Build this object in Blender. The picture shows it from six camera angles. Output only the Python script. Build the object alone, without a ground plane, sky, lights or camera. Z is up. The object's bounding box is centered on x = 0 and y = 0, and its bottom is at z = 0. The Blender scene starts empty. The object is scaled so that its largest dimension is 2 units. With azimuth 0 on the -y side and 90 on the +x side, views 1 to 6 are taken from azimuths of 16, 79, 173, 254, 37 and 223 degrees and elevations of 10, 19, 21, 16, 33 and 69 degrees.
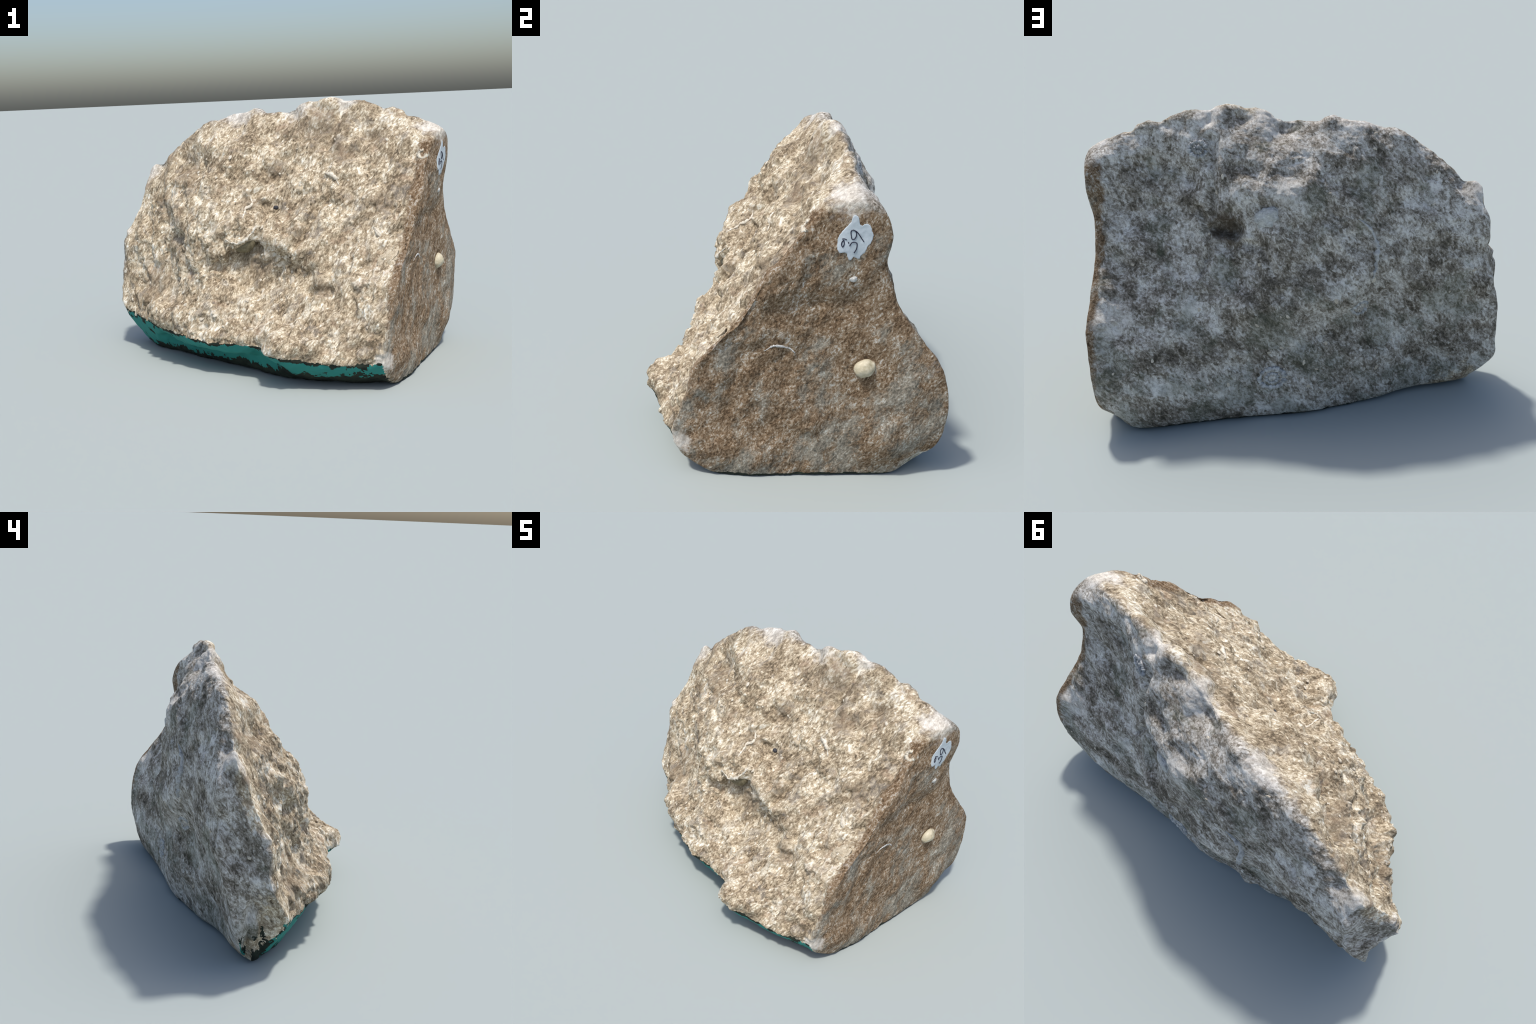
import bpy, bmesh, math
import numpy as np
from mathutils import Vector, Quaternion
from mathutils.bvhtree import BVHTree

SEED = 39
VOXEL = 0.005

# ------------------------------------------------------------------ noise
_rng = np.random.default_rng(SEED)
_PERM = np.concatenate([_rng.permutation(256)] * 3)
_GRAD = _rng.normal(size=(256, 3))
_GRAD /= np.linalg.norm(_GRAD, axis=1)[:, None]


def perlin(p):
    """Gradient noise, about -0.6 .. 0.6, for an (n, 3) array."""
    i = np.floor(p).astype(np.int64)
    f = p - i
    i &= 255
    w = f * f * f * (f * (f * 6 - 15) + 10)
    out = np.zeros(len(p))
    for dx in (0, 1):
        for dy in (0, 1):
            for dz in (0, 1):
                h = _PERM[_PERM[_PERM[i[:, 0] + dx] + i[:, 1] + dy] + i[:, 2] + dz]
                g = _GRAD[h]
                d = (g[:, 0] * (f[:, 0] - dx) + g[:, 1] * (f[:, 1] - dy)
                     + g[:, 2] * (f[:, 2] - dz))
                k = ((w[:, 0] if dx else 1 - w[:, 0]) * (w[:, 1] if dy else 1 - w[:, 1])
                     * (w[:, 2] if dz else 1 - w[:, 2]))
                out += k * d
    return out


def fbm(p, scale, octaves=3, gain=0.5, shift=0.0):
    q = p * scale + np.array([11.3 + shift, 47.1 - shift, 5.7 + 2 * shift])
    a, out = 1.0, np.zeros(len(p))
    for _ in range(octaves):
        out += a * perlin(q)
        q = q * 2.03 + 9.17
        a *= gain
    return out


def cells(p, scale):
    """Distance to the nearest seed of a jittered grid: rounded lumps with creases between."""
    q = p * scale + 31.7
    i = np.floor(q).astype(np.int64)
    best = np.full(len(p), 9.0)
    for dx in (-1, 0, 1):
        for dy in (-1, 0, 1):
            for dz in (-1, 0, 1):
                c = i + np.array([dx, dy, dz])
                m = c & 255
                h = _PERM[_PERM[_PERM[m[:, 0]] + m[:, 1]] + m[:, 2]]
                seed = c + .5 + .45 * _GRAD[h]
                best = np.minimum(best, ((q - seed) ** 2).sum(1))
    return np.sqrt(best)


def smooth(a, b, v):
    t = np.clip((v - a) / (b - a), 0, 1)
    return t * t * (3 - 2 * t)


# ------------------------------------------------------------------ loft
# Each section is one slice of the rock, listed from the front contact line up the
# broken front face, over the ridge and down the back:
#   contact, lip, 10 front points, ridge, 8 back points (the last one on the ground),
#   one point under the rock
def slice_at(x, pts):
    return [(x, y, z) for y, z in pts]


LEFT_RIM = [(-.86, .20, .02), (-.935, .10, .23), (-.965, .12, .30), (-.985, .16, .38), (-1.0, .195, .46),
            (-.995, .21, .54), (-.97, .215, .62), (-.94, .22, .70), (-.91, .245, .80), (-.88, .28, .90),
            (-.855, .315, .98), (-.845, .345, 1.03), (-.835, .36, 1.07),
            (-.83, .40, 1.04), (-.845, .445, .95), (-.855, .46, .82), (-.885, .455, .66), (-.935, .43, .48),
            (-.96, .395, .32), (-.97, .35, .17), (-.86, .29, .03), (-.88, .25, .01)]
SECTIONS = [
    LEFT_RIM,
    slice_at(-.75, [(.11, 0), (-.055, .20), (-.06, .28), (.01, .39), (.06, .48), (.085, .57), (.11, .67),
                    (.155, .77), (.20, .87), (.245, .96), (.285, 1.03), (.315, 1.075), (.345, 1.12),
                    (.40, 1.06), (.445, .96), (.475, .80), (.465, .62), (.435, .45), (.405, .30), (.37, .12), (.31, .02), (.21, 0)]),
    slice_at(-.62, [(.04, 0), (-.14, .19), (-.15, .27), (-.06, .38), (.01, .47), (.03, .57), (.045, .68),
                    (.07, .79), (.11, .89), (.16, .99), (.225, 1.10), (.285, 1.18), (.34, 1.225),
                    (.40, 1.12), (.45, .98), (.485, .82), (.475, .64), (.435, .46), (.41, .30), (.38, .12), (.33, .02), (.18, 0)]),
    slice_at(-.5, [(-.03, 0), (-.255, .18), (-.265, .25), (-.18, .37), (-.11, .47), (-.085, .57), (-.075, .68),
                   (-.055, .79), (.01, .89), (.085, 1.0), (.175, 1.13), (.27, 1.25), (.335, 1.305),
                   (.405, 1.19), (.455, 1.03), (.485, .84), (.475, .66), (.435, .47), (.42, .30), (.40, .12), (.36, .02), (.16, 0)]),
    slice_at(-.37, [(-.09, 0), (-.335, .17), (-.345, .23), (-.28, .35), (-.22, .46), (-.20, .56), (-.19, .67),
                    (-.165, .78), (-.07, .90), (.03, 1.02), (.14, 1.17), (.25, 1.29), (.335, 1.355),
                    (.415, 1.23), (.47, 1.07), (.495, .86), (.485, .67), (.45, .48), (.45, .30), (.435, .12), (.40, .01), (.15, 0)]),
    slice_at(-.22, [(-.16, 0), (-.39, .16), (-.40, .22), (-.32, .34), (-.24, .45), (-.195, .55), (-.225, .65),
                    (-.205, .77), (-.115, .89), (.01, 1.04), (.13, 1.19), (.25, 1.32), (.335, 1.39),
                    (.42, 1.26), (.485, 1.10), (.515, .88), (.505, .68), (.475, .48), (.485, .29), (.48, .12), (.44, 0), (.14, 0)]),
    slice_at(0, [(-.29, 0), (-.455, .15), (-.475, .21), (-.36, .33), (-.22, .45), (-.165, .57), (-.22, .69),
                 (-.195, .81), (-.05, .88), (.03, 1.04), (.14, 1.19), (.23, 1.32), (.30, 1.385),
                 (.41, 1.26), (.505, 1.11), (.53, .90), (.525, .70), (.50, .50), (.525, .30), (.53, .12), (.48, 0), (.1, 0)]),
    slice_at(.2, [(-.37, 0), (-.575, .14), (-.595, .21), (-.44, .37), (-.275, .49), (-.24, .57), (-.26, .67),
                  (-.21, .75), (-.11, .86), (-.02, .99), (.085, 1.16), (.17, 1.32), (.245, 1.435),
                  (.37, 1.31), (.475, 1.14), (.48, .93), (.475, .74), (.49, .53), (.53, .33), (.53, .13), (.49, 0), (.06, 0)]),
    slice_at(.4, [(-.385, 0), (-.565, .12), (-.575, .20), (-.46, .36), (-.355, .47), (-.315, .56), (-.255, .67),
                  (-.18, .79), (-.11, .92), (-.03, 1.05), (.085, 1.18), (.175, 1.32), (.25, 1.435),
                  (.36, 1.30), (.42, 1.15), (.43, .95), (.45, .77), (.50, .56), (.55, .36), (.55, .15), (.50, 0), (.06, 0)]),
    slice_at(.6, [(-.38, 0), (-.535, .11), (-.55, .19), (-.475, .36), (-.41, .47), (-.345, .58), (-.265, .69),
                  (-.185, .80), (-.115, .92), (-.025, 1.06), (.085, 1.19), (.16, 1.30), (.24, 1.395),
                  (.29, 1.27), (.31, 1.14), (.34, .98), (.40, .80), (.515, .58), (.575, .38), (.585, .16), (.52, 0), (.07, 0)]),
    [(.67, -.365, 0), (.635, -.525, .11), (.63, -.545, .19), (.655, -.485, .37), (.685, -.425, .51),
     (.715, -.36, .61), (.74, -.28, .72), (.755, -.205, .83), (.77, -.13, .94), (.775, -.045, 1.06),
     (.785, .05, 1.19), (.80, .125, 1.28), (.81, .225, 1.33), (.81, .275, 1.25), (.81, .30, 1.12),
     (.81, .315, .96), (.81, .385, .77), (.82, .535, .56), (.83, .595, .37), (.82, .60, .16),
     (.79, .53, 0), (.74, .1, 0)],
    [(.76, -.345, 0), (.722, -.515, .12), (.718, -.54, .20), (.745, -.49, .38), (.77, -.435, .54),
     (.80, -.36, .64), (.825, -.28, .75), (.845, -.21, .85), (.858, -.14, .95), (.868, -.06, 1.05),
     (.88, .02, 1.16), (.915, .11, 1.24), (.95, .21, 1.26),
     (.965, .30, 1.21), (.96, .335, 1.11), (.93, .325, .96), (.945, .395, .77), (.985, .55, .55),
     (.985, .605, .37), (.965, .575, .17), (.92, .48, .035), (.865, .12, 0)],
]


def cap_rings(rim, centre, steps):
    """Shrink a rim toward a centre; each step is (amount, push of x, rounding)."""
    c = np.array(centre)
    r = np.array(rim)
    return [(r + (c - r) * s) + np.array([push, 0, 0]) for s, push in steps]


def densify(a, n, closed):
    """Catmull-Rom with chord-length knots along axis 0 of (k, m, 3)."""
    k = len(a)
    idx = list(range(k))
    ext = [idx[-1]] + idx + [0, 1] if closed else [0] + idx + [k - 1]
    e = a[ext]
    if not closed:
        e[0] = 2 * a[0] - a[1]
        e[-1] = 2 * a[-1] - a[-2]
    d = np.sqrt(np.maximum(np.linalg.norm(np.diff(e, axis=0), axis=2), 1e-4))[..., None]
    out = []
    for s in range(k if closed else k - 1):
        p0, p1, p2, p3 = e[s], e[s + 1], e[s + 2], e[s + 3]
        d0, d1, d2 = d[s], d[s + 1], d[s + 2]
        m1 = (p1 - p0) / d0 - (p2 - p0) / (d0 + d1) + (p2 - p1) / d1
        m2 = (p2 - p1) / d1 - (p3 - p1) / (d1 + d2) + (p3 - p2) / d2
        m1, m2 = m1 * d1, m2 * d1
        for j in range(n):
            t = j / n
            out.append((2 * t**3 - 3 * t**2 + 1) * p1 + (t**3 - 2 * t**2 + t) * m1
                       + (-2 * t**3 + 3 * t**2) * p2 + (t**3 - t**2) * m2)
    if not closed:
        out.append(a[-1])
    return np.array(out)


def base_mesh():
    rings = [np.array(s, float) for s in SECTIONS]
    left = cap_rings(rings[0], (-.965, .29, .48), [(.95, 0), (.5, -.004), (.06, -.008)])
    right = cap_rings(rings[-1], (.865, .06, .68), [(.05, .008), (.45, .012), (.95, 0)])
    g = np.array(left + rings + right)
    g = densify(g, 8, False)
    g = densify(g.transpose(1, 0, 2), 6, True).transpose(1, 0, 2)
    g[..., 2] = np.maximum(g[..., 2], 0.0)
    nr, nc = g.shape[:2]
    verts = [tuple(p) for ring in g for p in ring]
    faces = [(i * nc + j, i * nc + (j + 1) % nc, (i + 1) * nc + (j + 1) % nc, (i + 1) * nc + j)
             for i in range(nr - 1) for j in range(nc)]
    faces.append(tuple(range(nc))[::-1])
    faces.append(tuple((nr - 1) * nc + j for j in range(nc)))
    me = bpy.data.meshes.new("rock_form")
    me.from_pydata(verts, [], faces)
    bm = bmesh.new()
    bm.from_mesh(me)
    bmesh.ops.recalc_face_normals(bm, faces=bm.faces)
    bm.to_mesh(me)
    bm.free()
    ob = bpy.data.objects.new("rock_form", me)
    bpy.context.collection.objects.link(ob)
    rm = ob.modifiers.new("remesh", 'REMESH')
    rm.mode = 'VOXEL'
    rm.voxel_size = VOXEL
    dg = bpy.context.evaluated_depsgraph_get()
    out = bpy.data.meshes.new_from_object(ob.evaluated_get(dg))
    bpy.data.objects.remove(ob)
    bpy.data.meshes.remove(me)
    return out


def coords(me):
    a = np.empty(len(me.vertices) * 3, np.float32)
    me.vertices.foreach_get("co", a)
    return a.reshape(-1, 3).astype(float)


def normals(me):
    a = np.empty(len(me.vertices) * 3, np.float32)
    me.vertices.foreach_get("normal", a)
    return a.reshape(-1, 3).astype(float)


def set_coords(me, co):
    me.vertices.foreach_set("co", co.astype(np.float32).ravel())
    me.update()



# ------------------------------------------------------------------ relief
def path_distance(p, pts):
    """Distance from each point to a polyline, and the place along it (0..1)."""
    best = np.full(len(p), 9.0)
    along = np.zeros(len(p))
    pts = np.array(pts, float)
    if len(pts) == 1:
        return np.linalg.norm(p - pts[0], axis=1), along
    n = len(pts) - 1
    for k in range(n):
        a, b = pts[k], pts[k + 1]
        ab = b - a
        t = np.clip((p - a) @ ab / (ab @ ab), 0, 1)
        d = np.linalg.norm(p - (a + t[:, None] * ab), axis=1)
        m = d < best
        best[m] = d[m]
        along[m] = (k + t[m]) / n
    return best, along


# (height, radius, hardness, path): positive raises, negative cuts. Hardness 2 is a
# soft swell, 4 and more a flat-topped block or a steep-sided hole.
FRONT_RELIEF = [
    (-.040, .05, 2, [(-.30, -.18, .56), (-.16, -.20, .55)]),
    (.032, .08, 2, [(-.46, -.26, .30), (-.63, -.15, .27)]),
    (-.026, .07, 2, [(-.43, -.11, .85), (-.34, -.17, .78)]),
    (-.034, .07, 2, [(-.58, .22, 1.10)]),
    (-.026, .05, 2, [(-.45, -.14, .55)]),
    (-.020, .045, 2, [(-.21, -.22, .69), (-.06, -.21, .77)]),
    (-.014, .06, 2, [(.78, -.36, .62), (.83, -.25, .80)]),
    (-.020, .05, 2, [(.25, .21, 1.40)]),
    (-.055, .065, 2, [(-.6, -.05, .10), (-.35, -.22, .09), (-.1, -.32, .08), (.15, -.48, .08)]),
    (-.024, .020, 2, [(.375, -.10, .95), (.30, -.15, .85), (.245, -.20, .765), (.205, -.26, .675)]),      # crack
    (.016, .05, 2, [(.30, -.10, .94), (.20, -.17, .80), (.15, -.22, .72)]),                                # swell left of it
    (.012, .035, 2, [(.36, -.17, .86), (.28, -.25, .74)]),
    (.016, .020, 3, [(-.18, -.225, .715), (-.106, -.224, .70), (-.045, -.22, .735), (-.01, -.20, .80), (-.025, -.135, .845)]),
    (-.020, .020, 2, [(-.055, -.18, .80), (-.062, -.10, .865)]),                                           # slit beside the lip
    (.018, .016, 2, [(-.115, -.03, .955), (-.08, -.055, .90), (-.105, -.11, .86), (-.10, -.19, .80)]),
    (-.066, .044, 3, [(-.15, -.20, .615), (-.09, -.20, .615), (-.03, -.21, .645)]),                           # hollow under the shell
    (-.010, .035, 2, [(-.02, -.21, .68), (.06, -.22, .665), (.13, -.23, .62), (.17, -.23, .575), (.235, -.25, .56)]),
    (-.040, .05, 2, [(.03, -.19, .815), (.11, -.21, .79)]),
    (.012, .05, 2, [(.11, -.23, .70), (.19, -.26, .64)]),
    (-.042, .07, 2, [(.23, -.44, .385), (.15, -.40, .385)]),
    (-.046, .08, 2, [(-.43, .10, 1.09), (-.56, .20, 1.14)]),
    (.034, .08, 2, [(-.25, .10, 1.15), (-.17, .13, 1.19)]),
    (.020, .05, 2, [(.17, -.59, .27)]),
    (-.036, .024, 3, [(.30, -.335, .465), (.40, -.35, .475)]),                                             # cavity
    (.018, .035, 2, [(.30, -.32, .53), (.41, -.31, .55)]),
    (.028, .045, 2, [(-.11, .035, 1.07), (-.01, .065, 1.095)]),                                            # pale lump
    (-.026, .04, 2, [(.06, .09, 1.13), (.045, .03, 1.045)]),
    (.026, .05, 2, [(.0, -.02, .92)]),
    (-.030, .026, 2, [(.385, .20, 1.375), (.36, .15, 1.28), (.335, .095, 1.19)]),                          # groove below the peak
    (-.022, .05, 2, [(.20, .13, 1.28), (.26, .14, 1.28)]),
    (-.022, .035, 2, [(.45, .07, 1.16), (.54, .05, 1.13)]),
    (-.014, .032, 2, [(.55, .12, 1.24), (.59, .126, 1.25)]),                                               # dark pit
    (-.026, .045, 2, [(-.715, .19, .90), (-.64, .09, .80), (-.54, -.03, .69)]),                            # dents on the left
    (-.024, .05, 2, [(-.85, .08, .40), (-.70, -.01, .40)]),
    (.022, .05, 2, [(-.62, -.13, .30), (-.55, -.21, .26)]),
    (-.018, .05, 2, [(-.45, .03, .96), (-.48, .02, .90)]),
    (.025, .05, 2, [(.20, -.59, .22)]),
    (-.030, .05, 2, [(.03, -.49, .20), (.02, -.44, .14)]),
    (.018, .05, 2, [(-.25, -.38, .21)]),
    (-.020, .05, 2, [(-.10, -.43, .19)]),
    (-.018, .05, 2, [(.42, -.57, .19)]),
    (.014, .06, 2, [(.58, -.45, .44)]),
]
RIDGE_RELIEF = [
    (-.028, .05, 2, [(.26, .31, 1.42)]),
    (.012, .035, 3, [(.30, .245, 1.43), (.345, .25, 1.43)]),
    (-.022, .022, 2, [(.415, .16, 1.40), (.415, .30, 1.40)]),
    (.006, .040, 3, [(.47, .25, 1.415), (.53, .25, 1.41)]),
    (-.012, .020, 2, [(.60, .18, 1.37), (.60, .28, 1.36)]),
    (.014, .030, 3, [(.67, .235, 1.37), (.72, .235, 1.36)]),
    (-.032, .05, 2, [(.10, .22, 1.37), (.10, .34, 1.36)]),
    (.018, .05, 2, [(-.12, .33, 1.39)]),
    (-.020, .035, 2, [(-.76, .30, 1.10), (-.74, .38, 1.09)]),
    (.010, .045, 3, [(-.82, .36, 1.06), (-.84, .34, 1.02)]),
    (.018, .03, 2, [(-.935, .225, .70)]),
]
BACK_RELIEF = [
    (.024, .11, 2, [(.25, .52, .62), (.0, .54, .70), (-.20, .52, .74)]),
    (-.024, .045, 2, [(-.34, .48, .50), (-.18, .50, .45), (.0, .53, .40)]),
    (.040, .07, 2, [(.32, .52, .60)]),
    (-.030, .07, 2, [(.24, .54, .31)]),
    (-.015, .07, 2, [(.05, .50, 1.17)]),
    (-.018, .09, 2, [(-.42, .48, .97)]),
    (-.030, .07, 2, [(-.78, .44, .50)]),
    (-.020, .09, 2, [(-.85, .40, .34)]),
    (-.066, .040, 6, [(.395, .43, .93), (.325, .455, .93)]),                                               # square notch
    (-.030, .045, 3, [(.375, .44, .87), (.34, .45, .86)]),
    (-.030, .016, 2, [(.475, .39, 1.02), (.44, .42, .92), (.435, .432, .83), (.475, .45, .73)]),
    (-.026, .022, 2, [(.275, .463, .875), (.195, .48, .85), (.145, .49, .745)]),
    (-.036, .026, 2, [(.41, .345, 1.325), (.41, .395, 1.22), (.42, .417, 1.11), (.42, .42, .99)]),         # crease from the ridge
    (-.020, .06, 2, [(.33, .41, 1.22), (.24, .45, 1.20)]),
    (.022, .09, 2, [(-.20, .42, 1.27), (-.05, .42, 1.26)]),
    (.038, .09, 2, [(.83, .33, .92), (.73, .38, .78)]),
    (-.030, .09, 2, [(-.54, .40, .18), (-.70, .40, .18)]),
    (-.022, .09, 2, [(-.86, .45, .75)]),
    (.024, .06, 2, [(.17, .485, 1.12), (.08, .50, 1.12), (.0, .485, 1.15)]),                               # brow
    (-.020, .06, 2, [(-.10, .50, 1.0), (.05, .51, .95)]),
    (.050, .10, 2, [(.12, .50, .92), (.16, .50, .76), (.15, .50, .62), (-.15, .50, .63)]),                    # belly of the back
    (.045, .09, 2, [(.28, .50, .55), (.08, .52, .50)]),
    (.030, .08, 2, [(-.26, .50, .71)]),
    (.030, .06, 2, [(-.29, .48, .26)]),
    (-.030, .07, 2, [(.52, .34, 1.16)]),
    (.016, .06, 2, [(-.22, .48, .48), (-.05, .50, .40)]),
    (-.030, .05, 2, [(-.16, .488, .07), (-.25, .47, .06)]),                                                # foot notch
    (-.024, .07, 2, [(.665, .29, 1.19)]),
    (-.020, .08, 2, [(.85, .57, .50)]),
    (.016, .07, 2, [(-.55, .45, .95)]),
    (-.018, .06, 2, [(-.70, .46, .62)]),
]
END_RELIEF = [
    (.020, .08, 2, [(.95, .30, .42), (.96, .45, .42)]),
    (-.016, .06, 2, [(.88, .18, .15)]),
    (-.024, .09, 2, [(.81, -.26, .58)]),
    (-.020, .08, 2, [(.92, .48, .02)]),
    (.060, .14, 2, [(.90, .35, .20)]),
    (.026, .09, 2, [(.75, -.38, .13), (.80, -.2, .08)]),
    (-.024, .08, 2, [(.84, -.24, .74), (.86, -.12, .77)]),
    (.034, .08, 2, [(-.93, .18, .20)]),
    (-.016, .06, 2, [(.905, .18, .81), (.86, .0, .80)]),
    (.012, .07, 2, [(.83, -.12, .42), (.85, .0, .30)]),
    (-.012, .05, 2, [(.93, .30, .43)]),
    (.012, .06, 2, [(.87, .17, .16)]),
    (.020, .08, 2, [(-.95, .26, .45), (-.955, .23, .62)]),
    (.026, .07, 2, [(-.92, .27, .22)]),
    (-.030, .07, 2, [(.94, .54, .05)]),
    (.014, .05, 2, [(-.95, .34, .53)]),
]


GRAIN = np.array([.47, .44, .765])      # the broken grain of the rock runs up to the right


def along_grain(p, stretch):
    return p - (1 - 1 / stretch) * (p @ GRAIN)[:, None] * GRAIN


def right_side(p):
    """Above zero on the brown right-hand face."""
    return p[:, 0] - .22 * p[:, 1] - .825


def sculpt(me):
    co, no = coords(me), normals(me)
    base_no = no.copy()
    move = np.zeros(len(co))
    wob = co + 0.014 * np.stack([fbm(co, 16, 2, shift=s) for s in (1, 2, 3)], 1)
    for h, r, hard, path in FRONT_RELIEF + RIDGE_RELIEF + BACK_RELIEF + END_RELIEF:
        d, _ = path_distance(wob, path)
        move += h * np.exp(-(d / r) ** hard)
    under = smooth(.0, -.35, base_no[:, 2]) * smooth(.30, .20, co[:, 2])
    flat = smooth(-.01, .02, right_side(co))
    rough = (1 - .68 * flat) * (1 - .8 * under)
    g = along_grain(wob, 1.9)
    n1 = fbm(co, 6, 2, shift=4)
    n2 = fbm(g, 17, 2, shift=5)
    n3 = np.abs(fbm(g, 26, 2, shift=6))
    n4 = fbm(g, 52, 3, .62, shift=7)
    c1 = cells(g + .02 * n2[:, None], 12)
    c2 = cells(g + .018 * n4[:, None], 30)
    patchy = smooth(-.15, .20, fbm(co, 8, 2, shift=12))
    # the back and the crest are weathered smoother than the fresh break in front, and
    # even there worn patches lie between crumbly ones
    fresh = .34 + .66 * smooth(.26, .10, co[:, 1] + .08 * co[:, 0])
    fresh *= 1 - .55 * smooth(-.84, -.93, co[:, 0])
    lump = fbm(along_grain(wob, 1.6), 9, 2, shift=14)
    move += rough * (.020 * n1 + fresh * (.032 * lump + .030 * n2 + .030 * (.48 - c1)
                                          + (.25 + .75 * patchy) * (-.022 * (n3 - .18) + .009 * (.48 - c2) + .009 * n4)))
    move -= .002
    co += base_no * move[:, None]
    co[:, 2] = np.maximum(co[:, 2], 0.0)
    set_coords(me, co)
    return co, base_no


me = base_mesh()
co, base_no = sculpt(me)

# ------------------------------------------------------------------ faces by region
nf = len(me.polygons)
loops = np.empty(nf * 4, np.int32)
me.polygons.foreach_get("vertices", loops)
quads = loops.reshape(-1, 4)


def vertex_normals(p):
    fnor = np.cross(p[quads[:, 2]] - p[quads[:, 0]], p[quads[:, 3]] - p[quads[:, 1]])
    out = np.stack([sum(np.bincount(quads[:, c], fnor[:, k], len(p)) for c in range(4)) for k in range(3)], 1)
    return out / np.maximum(np.linalg.norm(out, axis=1), 1e-12)[:, None]


body_no = vertex_normals(co)
fc = co[quads].mean(1)
fn = base_no[quads].mean(1)
edge_noise = fbm(fc, 14, 3, .6, shift=8)
spike = fbm(fc * np.array([1, 1, .25]), 60, 2, .6, shift=9)
# the underside starts where the rock turns under, along the front lip and the left foot
turn = fn[:, 2] + .20 + .22 * edge_noise + .10 * spike
front_foot = fc[:, 1] + .30 * fc[:, 0] - .12
below = (turn < 0) & (fc[:, 2] < .235 + .10 * edge_noise) & (front_foot < .10) & (fn[:, 1] < .15) & (right_side(fc) < -.005 + .03 * spike)
below |= (fc[:, 2] < .088 + .05 * edge_noise + .03 * spike) & (fc[:, 0] < -.72) & (fn[:, 1] < .35)
below |= fc[:, 2] < .012 + .02 * np.maximum(edge_noise, 0)
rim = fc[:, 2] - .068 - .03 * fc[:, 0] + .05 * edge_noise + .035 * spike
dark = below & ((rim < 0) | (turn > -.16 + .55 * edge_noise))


def split_off(name, mask):
    used, inv = np.unique(quads[mask], return_inverse=True)
    m = bpy.data.meshes.new(name)
    m.from_pydata(co[used], [], inv.reshape(-1, 4))
    m.polygons.foreach_set("use_smooth", np.ones(len(m.polygons), bool))
    m.update()
    m.normals_split_custom_set_from_vertices(body_no[used])
    ob = bpy.data.objects.new(name, m)
    bpy.context.collection.objects.link(ob)
    return ob


root = bpy.data.objects.new("stone_specimen", None)
bpy.context.collection.objects.link(root)
root["label"] = "wedge-shaped block of shelly limestone with a painted number"
root["category"] = "rock"

body = split_off("rock_body", ~below)
underside = split_off("underside", below)
underside.data.polygons.foreach_set("material_index", dark[below].astype(np.int32))
bvh = BVHTree.FromPolygons([Vector(v) for v in co], [tuple(q) for q in quads.tolist()])
bpy.data.meshes.remove(me)
for o in (body, underside):
    o.parent = root


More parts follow.
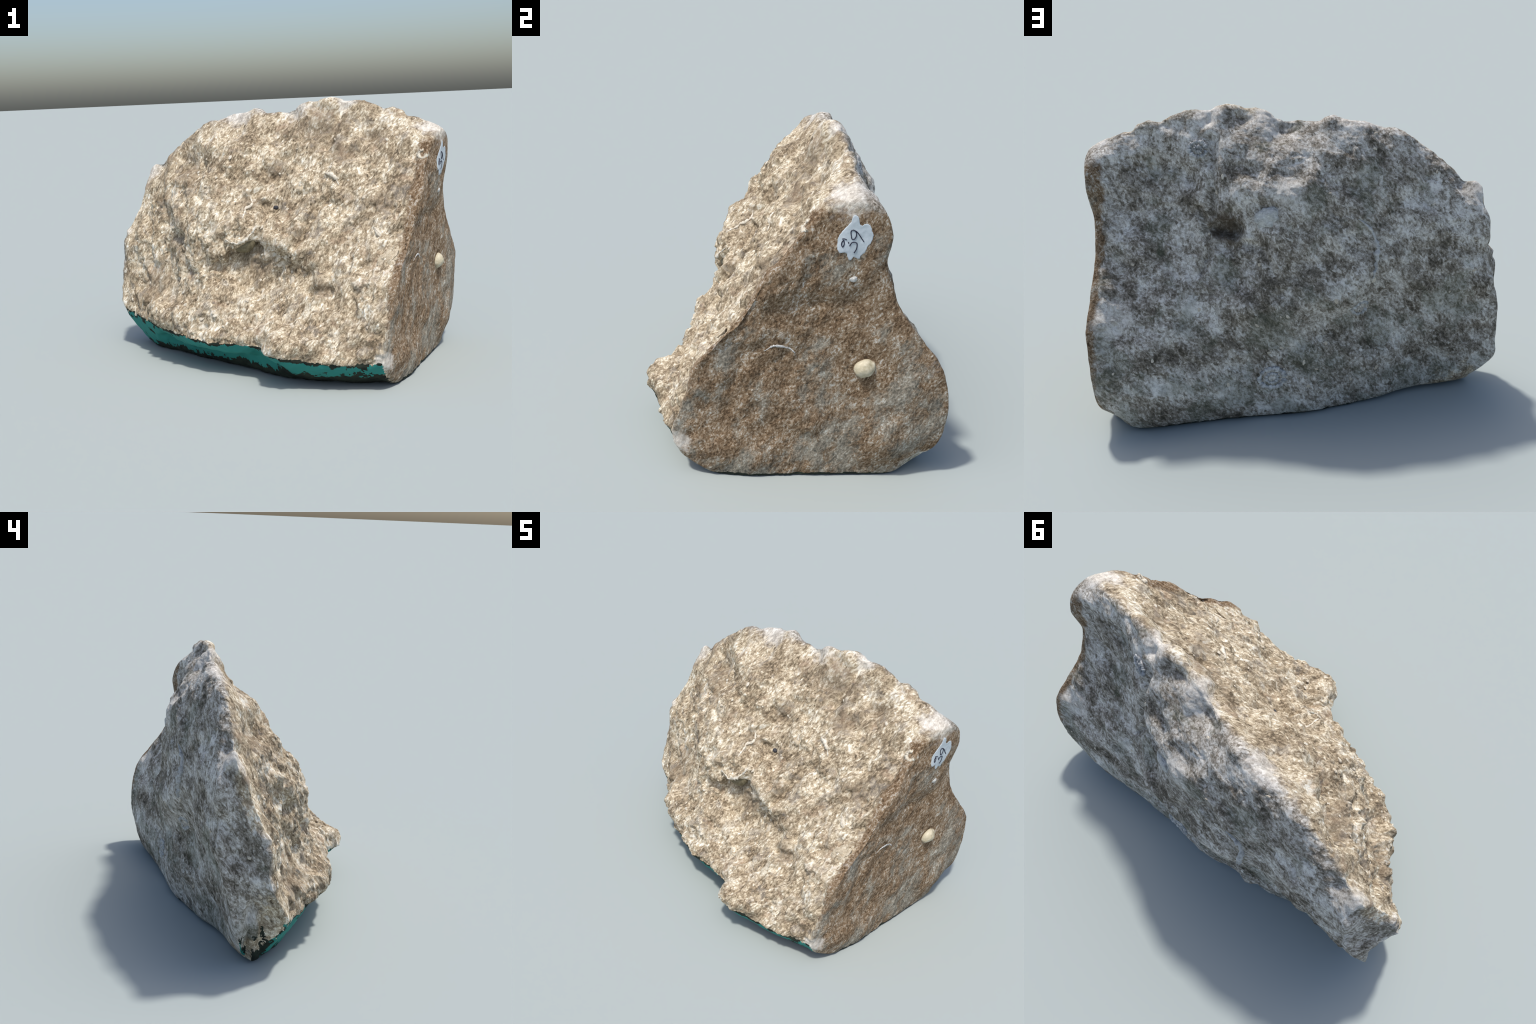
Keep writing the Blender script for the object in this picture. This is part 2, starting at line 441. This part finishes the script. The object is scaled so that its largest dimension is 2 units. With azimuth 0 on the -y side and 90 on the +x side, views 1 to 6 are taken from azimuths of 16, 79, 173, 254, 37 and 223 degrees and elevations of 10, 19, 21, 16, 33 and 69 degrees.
# ------------------------------------------------------------------ material helpers
class Nodes:
    def __init__(self, name):
        self.mat = bpy.data.materials.new(name)
        self.mat.use_nodes = True
        self.t = self.mat.node_tree
        self.bsdf = self.t.nodes["Principled BSDF"]
        self.bsdf.inputs["Roughness"].default_value = .92
        self.bsdf.inputs["Specular IOR Level"].default_value = .22
        tc = self.t.nodes.new("ShaderNodeTexCoord")
        self.obj = tc.outputs["Object"]

    def put(self, sock, v):
        if isinstance(v, bpy.types.NodeSocket):
            self.t.links.new(v, sock)
        elif v is not None:
            sock.default_value = v

    def math(self, op, a, b=None, clamp=False):
        n = self.t.nodes.new("ShaderNodeMath")
        n.operation = op
        n.use_clamp = clamp
        self.put(n.inputs[0], a)
        self.put(n.inputs[1], b)
        return n.outputs[0]

    def vmath(self, op, a, b=None):
        n = self.t.nodes.new("ShaderNodeVectorMath")
        n.operation = op
        self.put(n.inputs[0], a)
        self.put(n.inputs[1], b)
        return n.outputs["Value"] if op in ("DISTANCE", "DOT_PRODUCT", "LENGTH") else n.outputs["Vector"]

    def noise(self, vec, scale, detail=4, rough=.6, colour=False):
        n = self.t.nodes.new("ShaderNodeTexNoise")
        self.put(n.inputs["Vector"], vec)
        n.inputs["Scale"].default_value = scale
        n.inputs["Detail"].default_value = detail
        n.inputs["Roughness"].default_value = rough
        return n.outputs["Color" if colour else "Fac"]

    def voronoi(self, vec, scale, out="Color", feature='F1'):
        n = self.t.nodes.new("ShaderNodeTexVoronoi")
        n.feature = feature
        self.put(n.inputs["Vector"], vec)
        n.inputs["Scale"].default_value = scale
        return n.outputs[out]

    def ramp(self, fac, stops):
        n = self.t.nodes.new("ShaderNodeValToRGB")
        self.put(n.inputs[0], fac)
        e = n.color_ramp.elements
        while len(e) < len(stops):
            e.new(.5)
        for el, (p, c) in zip(e, stops):
            el.position = p
            el.color = (*c, 1)
        return n.outputs[0]

    def step(self, v, a, b):
        n = self.t.nodes.new("ShaderNodeMapRange")
        n.interpolation_type = 'SMOOTHSTEP'
        self.put(n.inputs["Value"], v)
        n.inputs["From Min"].default_value = a
        n.inputs["From Max"].default_value = b
        return n.outputs["Result"]

    def mix(self, fac, a, b, mode='MIX'):
        n = self.t.nodes.new("ShaderNodeMix")
        n.data_type = 'RGBA'
        n.blend_type = mode
        self.put(n.inputs[0], fac)
        self.put(n.inputs[6], a if isinstance(a, bpy.types.NodeSocket) else (*a, 1))
        self.put(n.inputs[7], b if isinstance(b, bpy.types.NodeSocket) else (*b, 1))
        return n.outputs[2]

    def offset(self, vec, v):
        return self.vmath("ADD", vec, v)

    def warp(self, vec, scale, amount):
        c = self.vmath("SUBTRACT", self.noise(vec, scale, 3, .6, True), (.5, .5, .5))
        n = self.t.nodes.new("ShaderNodeVectorMath")
        n.operation = "SCALE"
        self.put(n.inputs[0], c)
        n.inputs["Scale"].default_value = amount
        return self.vmath("ADD", vec, n.outputs[0])

    def bump(self, height, strength, dist):
        n = self.t.nodes.new("ShaderNodeBump")
        n.inputs["Strength"].default_value = strength
        n.inputs["Distance"].default_value = dist
        self.put(n.inputs["Height"], height)
        self.t.links.new(n.outputs[0], self.bsdf.inputs["Normal"])

    def colour(self, c):
        self.put(self.bsdf.inputs["Base Color"], c if isinstance(c, bpy.types.NodeSocket) else (*c, 1))
        return self.mat


def stone_material():
    k = Nodes("shelly_limestone")
    p = k.obj
    pull = k.t.nodes.new("ShaderNodeVectorMath")
    pull.operation = "SCALE"
    pull.inputs[0].default_value = tuple(GRAIN)
    k.put(pull.inputs["Scale"], k.math("MULTIPLY", k.vmath("DOT_PRODUCT", p, tuple(GRAIN)), .45))
    g = k.vmath("SUBTRACT", p, pull.outputs[0])
    w = k.warp(g, 26, .024)
    sep = k.t.nodes.new("ShaderNodeSeparateXYZ")
    k.put(sep.inputs[0], p)
    X, Y, Z = sep.outputs

    cell = k.vmath("DOT_PRODUCT", k.voronoi(w, 95), (.33, .33, .34))
    fine = k.noise(w, 88, 8, .8)
    mid = k.noise(w, 20, 4, .65)
    broad = k.noise(p, 5, 3, .6)
    v = k.math("ADD", k.math("MULTIPLY", fine, .62), k.math("MULTIPLY", cell, .14))
    v = k.math("ADD", v, k.math("MULTIPLY", mid, .30))
    v = k.math("SUBTRACT", v, .03)          # centred near 0.5
    vf = k.math("ADD", v, k.math("MULTIPLY", k.math("SUBTRACT", broad, .5), .24))
    v2 = k.math("ADD", v, k.math("MULTIPLY", k.math("SUBTRACT", k.noise(k.offset(p, (4, 4, 4)), 4.5, 4, .6), .5), .35))
    vb = k.math("ADD", v2, k.math("MULTIPLY", k.math("SUBTRACT", k.noise(w, 14, 8, .72), .5), .46))
    # stretch the contrast
    vf = k.math("ADD", k.math("MULTIPLY", k.math("SUBTRACT", vf, .5), 3.9), .5, True)
    vb = k.math("ADD", k.math("MULTIPLY", k.math("SUBTRACT", vb, .5), 3.1), .5, True)

    front = k.ramp(vf, [(.0, (.10, .078, .052)), (.24, (.215, .163, .106)), (.45, (.395, .318, .217)),
                        (.63, (.575, .482, .345)), (.82, (.86, .785, .635)), (1, (.94, .92, .84))])
    tint = k.noise(k.offset(p, (3, 1, 7)), 9, 3, .6)
    front = k.mix(k.step(tint, .56, .70), front, k.mix(.4, front, (.42, .30, .21)))
    grey_spots = k.step(k.noise(k.offset(p, (9, 2, 1)), 14, 3, .6), .54, .66)
    front = k.mix(k.math("MULTIPLY", grey_spots, .5), front, k.mix(.6, front, (.38, .36, .33)))

    hollow_shade = None  # shade of dents and hollows, painted on as brown-grey patches
    for c, r in [((.27, .15, 1.31), .15), ((.57, .12, 1.24), .07), ((-.72, .0, .40), .15), ((-.68, .14, .86), .09),
                 ((.66, -.13, .90), .08), ((.05, .04, 1.06), .07), ((-.02, -.19, .60), .13), ((.36, -.34, .48), .07),
                 ((-.06, -.08, .92), .07), ((.25, -.22, .78), .06), ((-.55, .15, 1.05), .12), ((.42, .05, 1.16), .09)]:
        m = k.math("SUBTRACT", 1, k.math("DIVIDE", k.vmath("DISTANCE", p, c), r))
        hollow_shade = m if hollow_shade is None else k.math("MAXIMUM", hollow_shade, m)
    hollow_shade = k.math("ADD", hollow_shade, k.math("MULTIPLY", k.math("SUBTRACT", k.noise(w, 22, 7, .75), .5), 3.4))
    front = k.mix(k.math("MULTIPLY", k.step(hollow_shade, .0, .55), .68), front, k.mix(.62, front, (.20, .155, .11)))

    back = k.ramp(vb, [(.0, (.07, .060, .044)), (.26, (.17, .147, .115)), (.44, (.315, .28, .232)),
                       (.60, (.51, .475, .42)), (.80, (.74, .71, .655)), (1, (.86, .84, .78))])
    mossy = k.step(k.math("SUBTRACT", k.noise(k.offset(p, (1, 4, 9)), 5, 4, .65), k.math("MULTIPLY", Z, .12)), .43, .55)
    back = k.mix(k.math("MULTIPLY", mossy, .6), back, k.mix(.6, back, (.10, .125, .085)))

    vs = k.math("ADD", k.math("MULTIPLY", k.noise(w, 110, 6, .75), .7), k.math("MULTIPLY", mid, .3))
    vs = k.math("ADD", k.math("MULTIPLY", k.math("SUBTRACT", vs, .5), 4.0), .5, True)
    side = k.ramp(vs, [(.0, (.045, .029, .016)), (.26, (.125, .080, .045)), (.48, (.225, .150, .088)),
                       (.68, (.33, .25, .165)), (.86, (.48, .43, .36)), (1, (.60, .58, .53))])
    lich = k.math("ADD", k.noise(k.offset(w, (2, 6, 3)), 6, 6, .75), k.math("MULTIPLY", Z, -.08))
    side = k.mix(k.math("MULTIPLY", k.step(lich, .45, .59), .62), side,
                 k.mix(.65, side, k.mix(vs, (.13, .155, .138), (.46, .51, .475))))
    pit = k.step(k.math("ADD", k.vmath("DISTANCE", p, (.36, .43, .93)), k.math("MULTIPLY", k.math("SUBTRACT", mid, .5), .08)), .105, .06)  # notch interior tinted dark brown for its ambient shadow
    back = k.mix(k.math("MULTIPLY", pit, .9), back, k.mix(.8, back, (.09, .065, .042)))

    edge = k.math("MULTIPLY", k.math("SUBTRACT", k.noise(p, 18, 4, .6), .5), .10)
    is_back = k.math("ADD", k.math("SUBTRACT", Y, .285), k.math("MULTIPLY", X, .08))
    is_back = k.math("ADD", is_back, k.math("MULTIPLY", k.math("MAXIMUM", k.math("SUBTRACT", -.87, X), 0), 1.6))
    is_back = k.step(k.math("ADD", is_back, edge), -.015, .02)
    d_side = k.math("SUBTRACT", k.math("SUBTRACT", X, k.math("MULTIPLY", Y, .22)), .824)
    d_side = k.math("ADD", d_side, k.math("MULTIPLY", edge, .8))
    # the top of the right face ends below the worn corner
    is_side = k.math("MULTIPLY", k.step(d_side, -.006, .012), k.step(k.math("ADD", Z, edge), 1.235, 1.20))
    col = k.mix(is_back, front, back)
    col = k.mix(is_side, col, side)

    # chalky worn corners and crest
    chalk = None
    for c, r in [((.15, .30, 1.40), .13), ((.40, .27, 1.42), .09), ((.90, .17, 1.27), .11), ((-.82, .36, 1.06), .09),
                 ((-.25, .31, 1.38), .12), ((-.94, .23, .69), .045), ((.09, .50, 1.12), .09), ((.72, -.53, .16), .07),  # entry at x .09: paler patch on the back brow
                 ((.88, .50, .55), .12), ((-.93, .30, .28), .07), ((.80, -.38, .64), .05)]:
        d = k.vmath("DISTANCE", p, c)
        m = k.math("SUBTRACT", 1, k.math("DIVIDE", d, r))
        chalk = m if chalk is None else k.math("MAXIMUM", chalk, m)
    chalk = k.math("ADD", chalk, k.math("MULTIPLY", k.math("SUBTRACT", k.noise(p, 16, 5, .7), .5), 2.2))
    chalk = k.math("MULTIPLY", k.step(chalk, .0, .6), .7)
    col = k.mix(chalk, col, k.mix(k.step(v, .35, .6), (.46, .41, .35), (.84, .81, .75)))

    h = k.math("ADD", k.math("MULTIPLY", fine, 1.0), k.math("MULTIPLY", cell, .35))
    h = k.math("ADD", h, k.math("MULTIPLY", k.noise(w, 150, 3, .6), .4))
    k.bump(h, .8, .007)
    return k.colour(col)


def plain_material(name, dark, light, scale=30, rough=.85, vary=False):
    k = Nodes(name)
    n = k.noise(k.warp(k.obj, scale, .02), scale, 4, .65)
    c = k.ramp(n, [(.3, dark), (.7, light)])
    if vary:
        oi = k.t.nodes.new("ShaderNodeObjectInfo")
        c = k.mix(k.math("MULTIPLY", oi.outputs["Random"], .6), c, (.46, .38, .28))
    k.bsdf.inputs["Roughness"].default_value = rough
    k.bump(n, .4, .004)
    return k.colour(c)


STONE = stone_material()
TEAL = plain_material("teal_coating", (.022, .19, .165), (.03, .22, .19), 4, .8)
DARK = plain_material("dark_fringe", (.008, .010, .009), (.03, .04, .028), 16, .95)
CREAM = plain_material("cream_shell", (.40, .34, .25), (.86, .82, .72), 2.2, .6, True)
CREAM_BLADE = plain_material("cream_shell_blade", (.40, .34, .25), (.84, .80, .70), 60, .6)
PEBBLE = plain_material("pale_pebble", (.36, .31, .20), (.62, .57, .44), 1.8, .55)
GREY_PEBBLE = plain_material("grey_pebble", (.30, .30, .28), (.66, .66, .63), 3.5, .85)
GREY_SHELL = plain_material("grey_shell", (.26, .26, .25), (.70, .70, .68), 50, .85)
TAN_PEBBLE = plain_material("tan_pebble", (.32, .26, .175), (.68, .59, .45), 4, .8)
BLACK = plain_material("black_pebble", (.02, .022, .028), (.07, .07, .08), 30, .4)
OLIVE = plain_material("olive_shell", (.085, .07, .038), (.22, .19, .12), 2.5, .6)  # colour darkened for the shadow in the pocket below the lip
PAINT = plain_material("white_paint", (.36, .42, .45), (.56, .61, .65), 22, .7)
INK = plain_material("black_ink", (.012, .012, .03), (.03, .03, .05), 60, .6)
body.data.materials.append(STONE)
underside.data.materials.append(TEAL)
underside.data.materials.append(DARK)


# ------------------------------------------------------------------ small parts
def add(name, mesh, mat, parent=root):
    ob = bpy.data.objects.new(name, mesh)
    bpy.context.collection.objects.link(ob)
    if mat and not mesh.materials:
        mesh.materials.append(mat)
    ob.parent = parent
    mesh.polygons.foreach_set("use_smooth", np.ones(len(mesh.polygons), bool))
    return ob


def nearest(p):
    loc, nor, i, d = bvh.find_nearest(Vector(p))
    q = quads[i]
    return loc, Vector(base_no[q].mean(0)).normalized()


def lump_mesh(name, seed, rough=.18, scale=2.2):
    bm = bmesh.new()
    bmesh.ops.create_icosphere(bm, subdivisions=4, radius=1)
    p = np.array([v.co for v in bm.verts])
    f = 1 + rough * fbm(p, scale / 2, 3, .5, shift=seed * 3.7)
    for v, s in zip(bm.verts, f):
        v.co *= s
    m = bpy.data.meshes.new(name)
    bm.to_mesh(m)
    bm.free()
    return m


def seat(ob, p, size, sink=0.0, spin=0.0):
    """Set a lump into the surface: its z axis on the normal, sunk by a share of its height."""
    loc, n = nearest(p)
    q = n.to_track_quat('Z', 'Y')
    ob.rotation_mode = 'QUATERNION'
    ob.rotation_quaternion = q @ Quaternion((0, 0, 1), spin)
    ob.scale = size
    ob.location = loc - n * (sink * size[2])


seat(add("pebble", lump_mesh("pebble", 1, .15), PEBBLE), (.915, .25, .525), (.047, .040, .036), .05, .5)
seat(add("pebble", lump_mesh("pebble", 2, .2), BLACK), (.058, -.05, .877), (.016, .012, .012), .1)
seat(add("pebble", lump_mesh("pebble", 3, .5, 3), GREY_PEBBLE), (.174, .49, .995), (.060, .050, .024), .25, .4)
seat(add("pebble", lump_mesh("pebble", 4, .7, 3.4), TAN_PEBBLE), (.712, -.325, .655), (.056, .038, .012), .62, .9)
seat(add("pebble", lump_mesh("pebble", 5, .3), TAN_PEBBLE), (.192, -.03, .971), (.024, .020, .014), .3)
seat(add("pebble", lump_mesh("pebble", 6, .3), GREY_PEBBLE), (.92, .19, .93), (.018, .014, .010), .3)
seat(add("shell_fragment", lump_mesh("hollow_shell", 7, .12), OLIVE), (-.075, -.205, .662), (.062, .045, .028), .55, .3)


def strip(name, pts, width, height, mat, taper=True, lift=.3):
    """A curved blade of shell standing out of the surface along a path."""
    pts = densify(np.array(pts, float)[:, None, :], 8, False)[:, 0]
    n = len(pts)
    verts, faces = [], []
    for i, p in enumerate(pts):
        loc, nor = nearest(p)
        t = Vector(pts[min(i + 1, n - 1)] - pts[max(i - 1, 0)]).normalized()
        s = nor.cross(t).normalized()
        u = i / (n - 1)
        f = math.sin(math.pi * min(max(u, .06), .94)) ** .6 if taper else 1
        f *= 1 + .5 * math.sin(i * 1.7 + 3 * math.sin(i * .6 + pts[0][0] * 40))
        for j in range(8):
            a = 2 * math.pi * j / 8
            verts.append(loc + s * (math.cos(a) * width * f) + nor * ((math.sin(a) + lift) * height * f))
    for i in range(n - 1):
        for j in range(8):
            faces.append((i * 8 + j, i * 8 + (j + 1) % 8, (i + 1) * 8 + (j + 1) % 8, (i + 1) * 8 + j))
    faces += [tuple(range(8))[::-1], tuple((n - 1) * 8 + j for j in range(8))]
    m = bpy.data.meshes.new(name)
    m.from_pydata([tuple(v) for v in verts], [], faces)
    return add(name, m, mat)


strip("shell_fragment", [(-.222, .506, .987), (-.285, .505, .925), (-.309, .503, .84), (-.30, .503, .77), (-.27, .502, .715)], .009, .018, GREY_SHELL, lift=.2)
strip("shell_fragment", [(.337, -.013, 1.053), (.388, -.037, 1.037), (.427, -.069, .995)], .012, .010, CREAM_BLADE)
strip("shell_fragment", [(-.18, -.235, .715), (-.11, -.235, .70), (-.05, -.23, .735), (-.015, -.21, .80)], .009, .006, CREAM_BLADE, lift=0)
strip("shell_fragment", [(-.11, -.03, .95), (-.08, -.055, .90), (-.105, -.11, .86), (-.10, -.17, .82)], .008, .006, CREAM_BLADE, lift=0)
strip("shell_fragment", [(.83, -.16, .60), (.845, -.12, .625), (.85, -.07, .615), (.855, -.03, .59)], .005, .004, GREY_SHELL, lift=-.2)


def ring(p, radius, thick, mat, opening=0.0, squash=.8, phase=0.0):
    loc, n = nearest(p)
    q = n.to_track_quat('Z', 'Y')
    pts = []
    k = 15
    for i in range(k):
        a = phase + opening + (2 * math.pi - 2 * opening) * i / (k - 1)
        pts.append(loc + q @ Vector((math.cos(a) * radius, math.sin(a) * radius * squash, 0)))
    return strip("fossil_ring", [tuple(v) for v in pts], thick, thick * .7, mat, False, .1)


ring((.858, .0, 1.145), .022, .008, CREAM_BLADE, .8, 1.0, .6)
ring((.165, .535, .226), .060, .010, GREY_SHELL, .1)
ring((.165, .535, .226), .028, .007, GREY_SHELL, .1)
ring((.471, .345, 1.28), .042, .009, GREY_SHELL, .1)
ring((.471, .345, 1.28), .014, .008, GREY_SHELL, .1)
ring((-.248, .478, .541), .040, .008, GREY_SHELL, .3)

# shell chips scattered through the rock, larger ones placed by hand
rng = np.random.default_rng(SEED + 1)
chips = [lump_mesh("shell_chip", 20 + i, .55, 2.6) for i in range(5)]
for m in chips:
    m.materials.append(CREAM)
spots = [((.647, -.222, .763), .022), ((.492, -.218, .734), .014), ((.181, -.252, .512), .022),
         ((.60, -.25, .70), .013), ((.695, -.33, .52), .016), ((-.42, -.24, .33), .013), ((-.31, -.33, .30), .014)]
front_faces = np.flatnonzero(~below & (fc[:, 1] + .08 * fc[:, 0] < .24) & (right_side(fc) < -.04) & (fc[:, 2] > .25))
other_faces = np.flatnonzero(~below & (fc[:, 1] + .08 * fc[:, 0] > .34) & (fc[:, 2] > .15) & (right_side(fc) < -.03))
spots += [(tuple(fc[i]), rng.uniform(.005, .011)) for i in rng.choice(front_faces, 150)]
spots += [(tuple(fc[i]), rng.uniform(.005, .010)) for i in rng.choice(other_faces, 40)]
for p, r in spots:
    ob = add("shell_chip", chips[rng.integers(5)], None)
    seat(ob, p, (r * rng.uniform(.9, 1.5), r * rng.uniform(.6, 1.0), r * .45), .25, rng.uniform(0, 6.3))


# ------------------------------------------------------------------ painted number
def on_label(u, v):
    """Label coordinates (right, down; 0..1 across the paint patch) to the rock face."""
    return .186 + (u - .5) * .140, 1.106 - (v - .5) * .195


def face_x(y, z):
    hit = bvh.ray_cast(Vector((1.3, y, z)), Vector((-1, 0, 0)))
    return hit[0].x


OUTLINE = [(.47, 0), (.56, .04), (.59, .11), (.61, .19), (.67, .23), (.75, .19), (.86, .20), (.93, .27), (.955, .35),
           (1, .42), (.985, .51), (.93, .62), (.855, .68), (.83, .745), (.775, .83), (.69, .89), (.645, .97), (.555, .95),
           (.48, .925), (.43, .98), (.37, 1), (.31, .93), (.28, .845), (.20, .82), (.08, .83), (.01, .745), (.01, .64),
           (.03, .51), (.09, .41), (.17, .325), (.27, .24), (.37, .145), (.40, .055)]


def paint_patch():
    o = np.array(OUTLINE)[:, None, :]
    o = densify(np.concatenate([o, np.zeros((len(o), 1, 1))], 2), 4, True)[:, 0, :2]
    c = np.array([.5, .52])
    n = len(o)
    steps = 26
    verts, faces = [], []
    rag = 1 + .02 * np.sin(np.arange(n) * 2.4) * np.sin(np.arange(n) * .7)
    for k in range(steps + 1):
        f = 1 - k / (steps + .5)
        for i in range(n):
            u, v = c + (o[i] - c) * f * rag[i]
            y, z = on_label(u, v)
            lift = -.004 if k == 0 else (.0018 if k > 1 else .001)
            ff = 1.0 if k == 0 else f
            verts.append((face_x(y, z) + lift, y, z))
    for k in range(steps):
        for i in range(n):
            j = (i + 1) % n
            faces.append((k * n + i, (k + 1) * n + i, (k + 1) * n + j, k * n + j))
    faces.append(tuple(steps * n + i for i in range(n)))
    m = bpy.data.meshes.new("paint_patch")
    m.from_pydata(verts, [], faces)
    bm = bmesh.new()
    bm.from_mesh(m)
    bmesh.ops.recalc_face_normals(bm, faces=bm.faces)
    bm.to_mesh(m)
    bm.free()
    return add("paint_patch", m, PAINT)


patch = paint_patch()


def pen(strokes, width):
    """One inked character: flat ribbons laid just over the paint."""
    verts, faces = [], []
    for st in strokes:
        p = np.array([(*on_label(*q), 0) for q in st])[:, None, :]
        p = densify(p, 8, False)[:, 0]
        n = len(p)
        b = len(verts)
        for i in range(n):
            t = p[min(i + 1, n - 1)] - p[max(i - 1, 0)]
            t = t / (np.linalg.norm(t) + 1e-9)
            side = np.array([-t[1], t[0]])
            for s, l in ((-1, .0005), (-.6, .0042), (.6, .0042), (1, .0005)):
                y, z = p[i, :2] + side * s * width
                verts.append((face_x(p[i, 0], p[i, 1]) + l, y, z))
        for i in range(n - 1):
            for j in range(3):
                a = b + i * 4 + j
                faces.append((a, a + 1, a + 5, a + 4))
    m = bpy.data.meshes.new("ink_numeral")
    m.from_pydata(verts, [], faces)
    return add("ink_numeral", m, INK, patch)


pen([[(.41, .33), (.375, .36), (.38, .44), (.41, .52), (.47, .52), (.525, .43), (.50, .36), (.42, .325)],
     [(.42, .325), (.52, .36), (.61, .44), (.68, .52), (.735, .58)]], .0021)
pen([[(.35, .67), (.38, .62), (.42, .59), (.54, .605), (.55, .66), (.535, .74), (.48, .82)], [(.31, .58), (.325, .615)]], .0021)
pen([[(.14, .52), (.20, .515), (.265, .535)], [(.19, .54), (.145, .58), (.13, .64), (.16, .69), (.20, .62), (.19, .555)]], .0021)
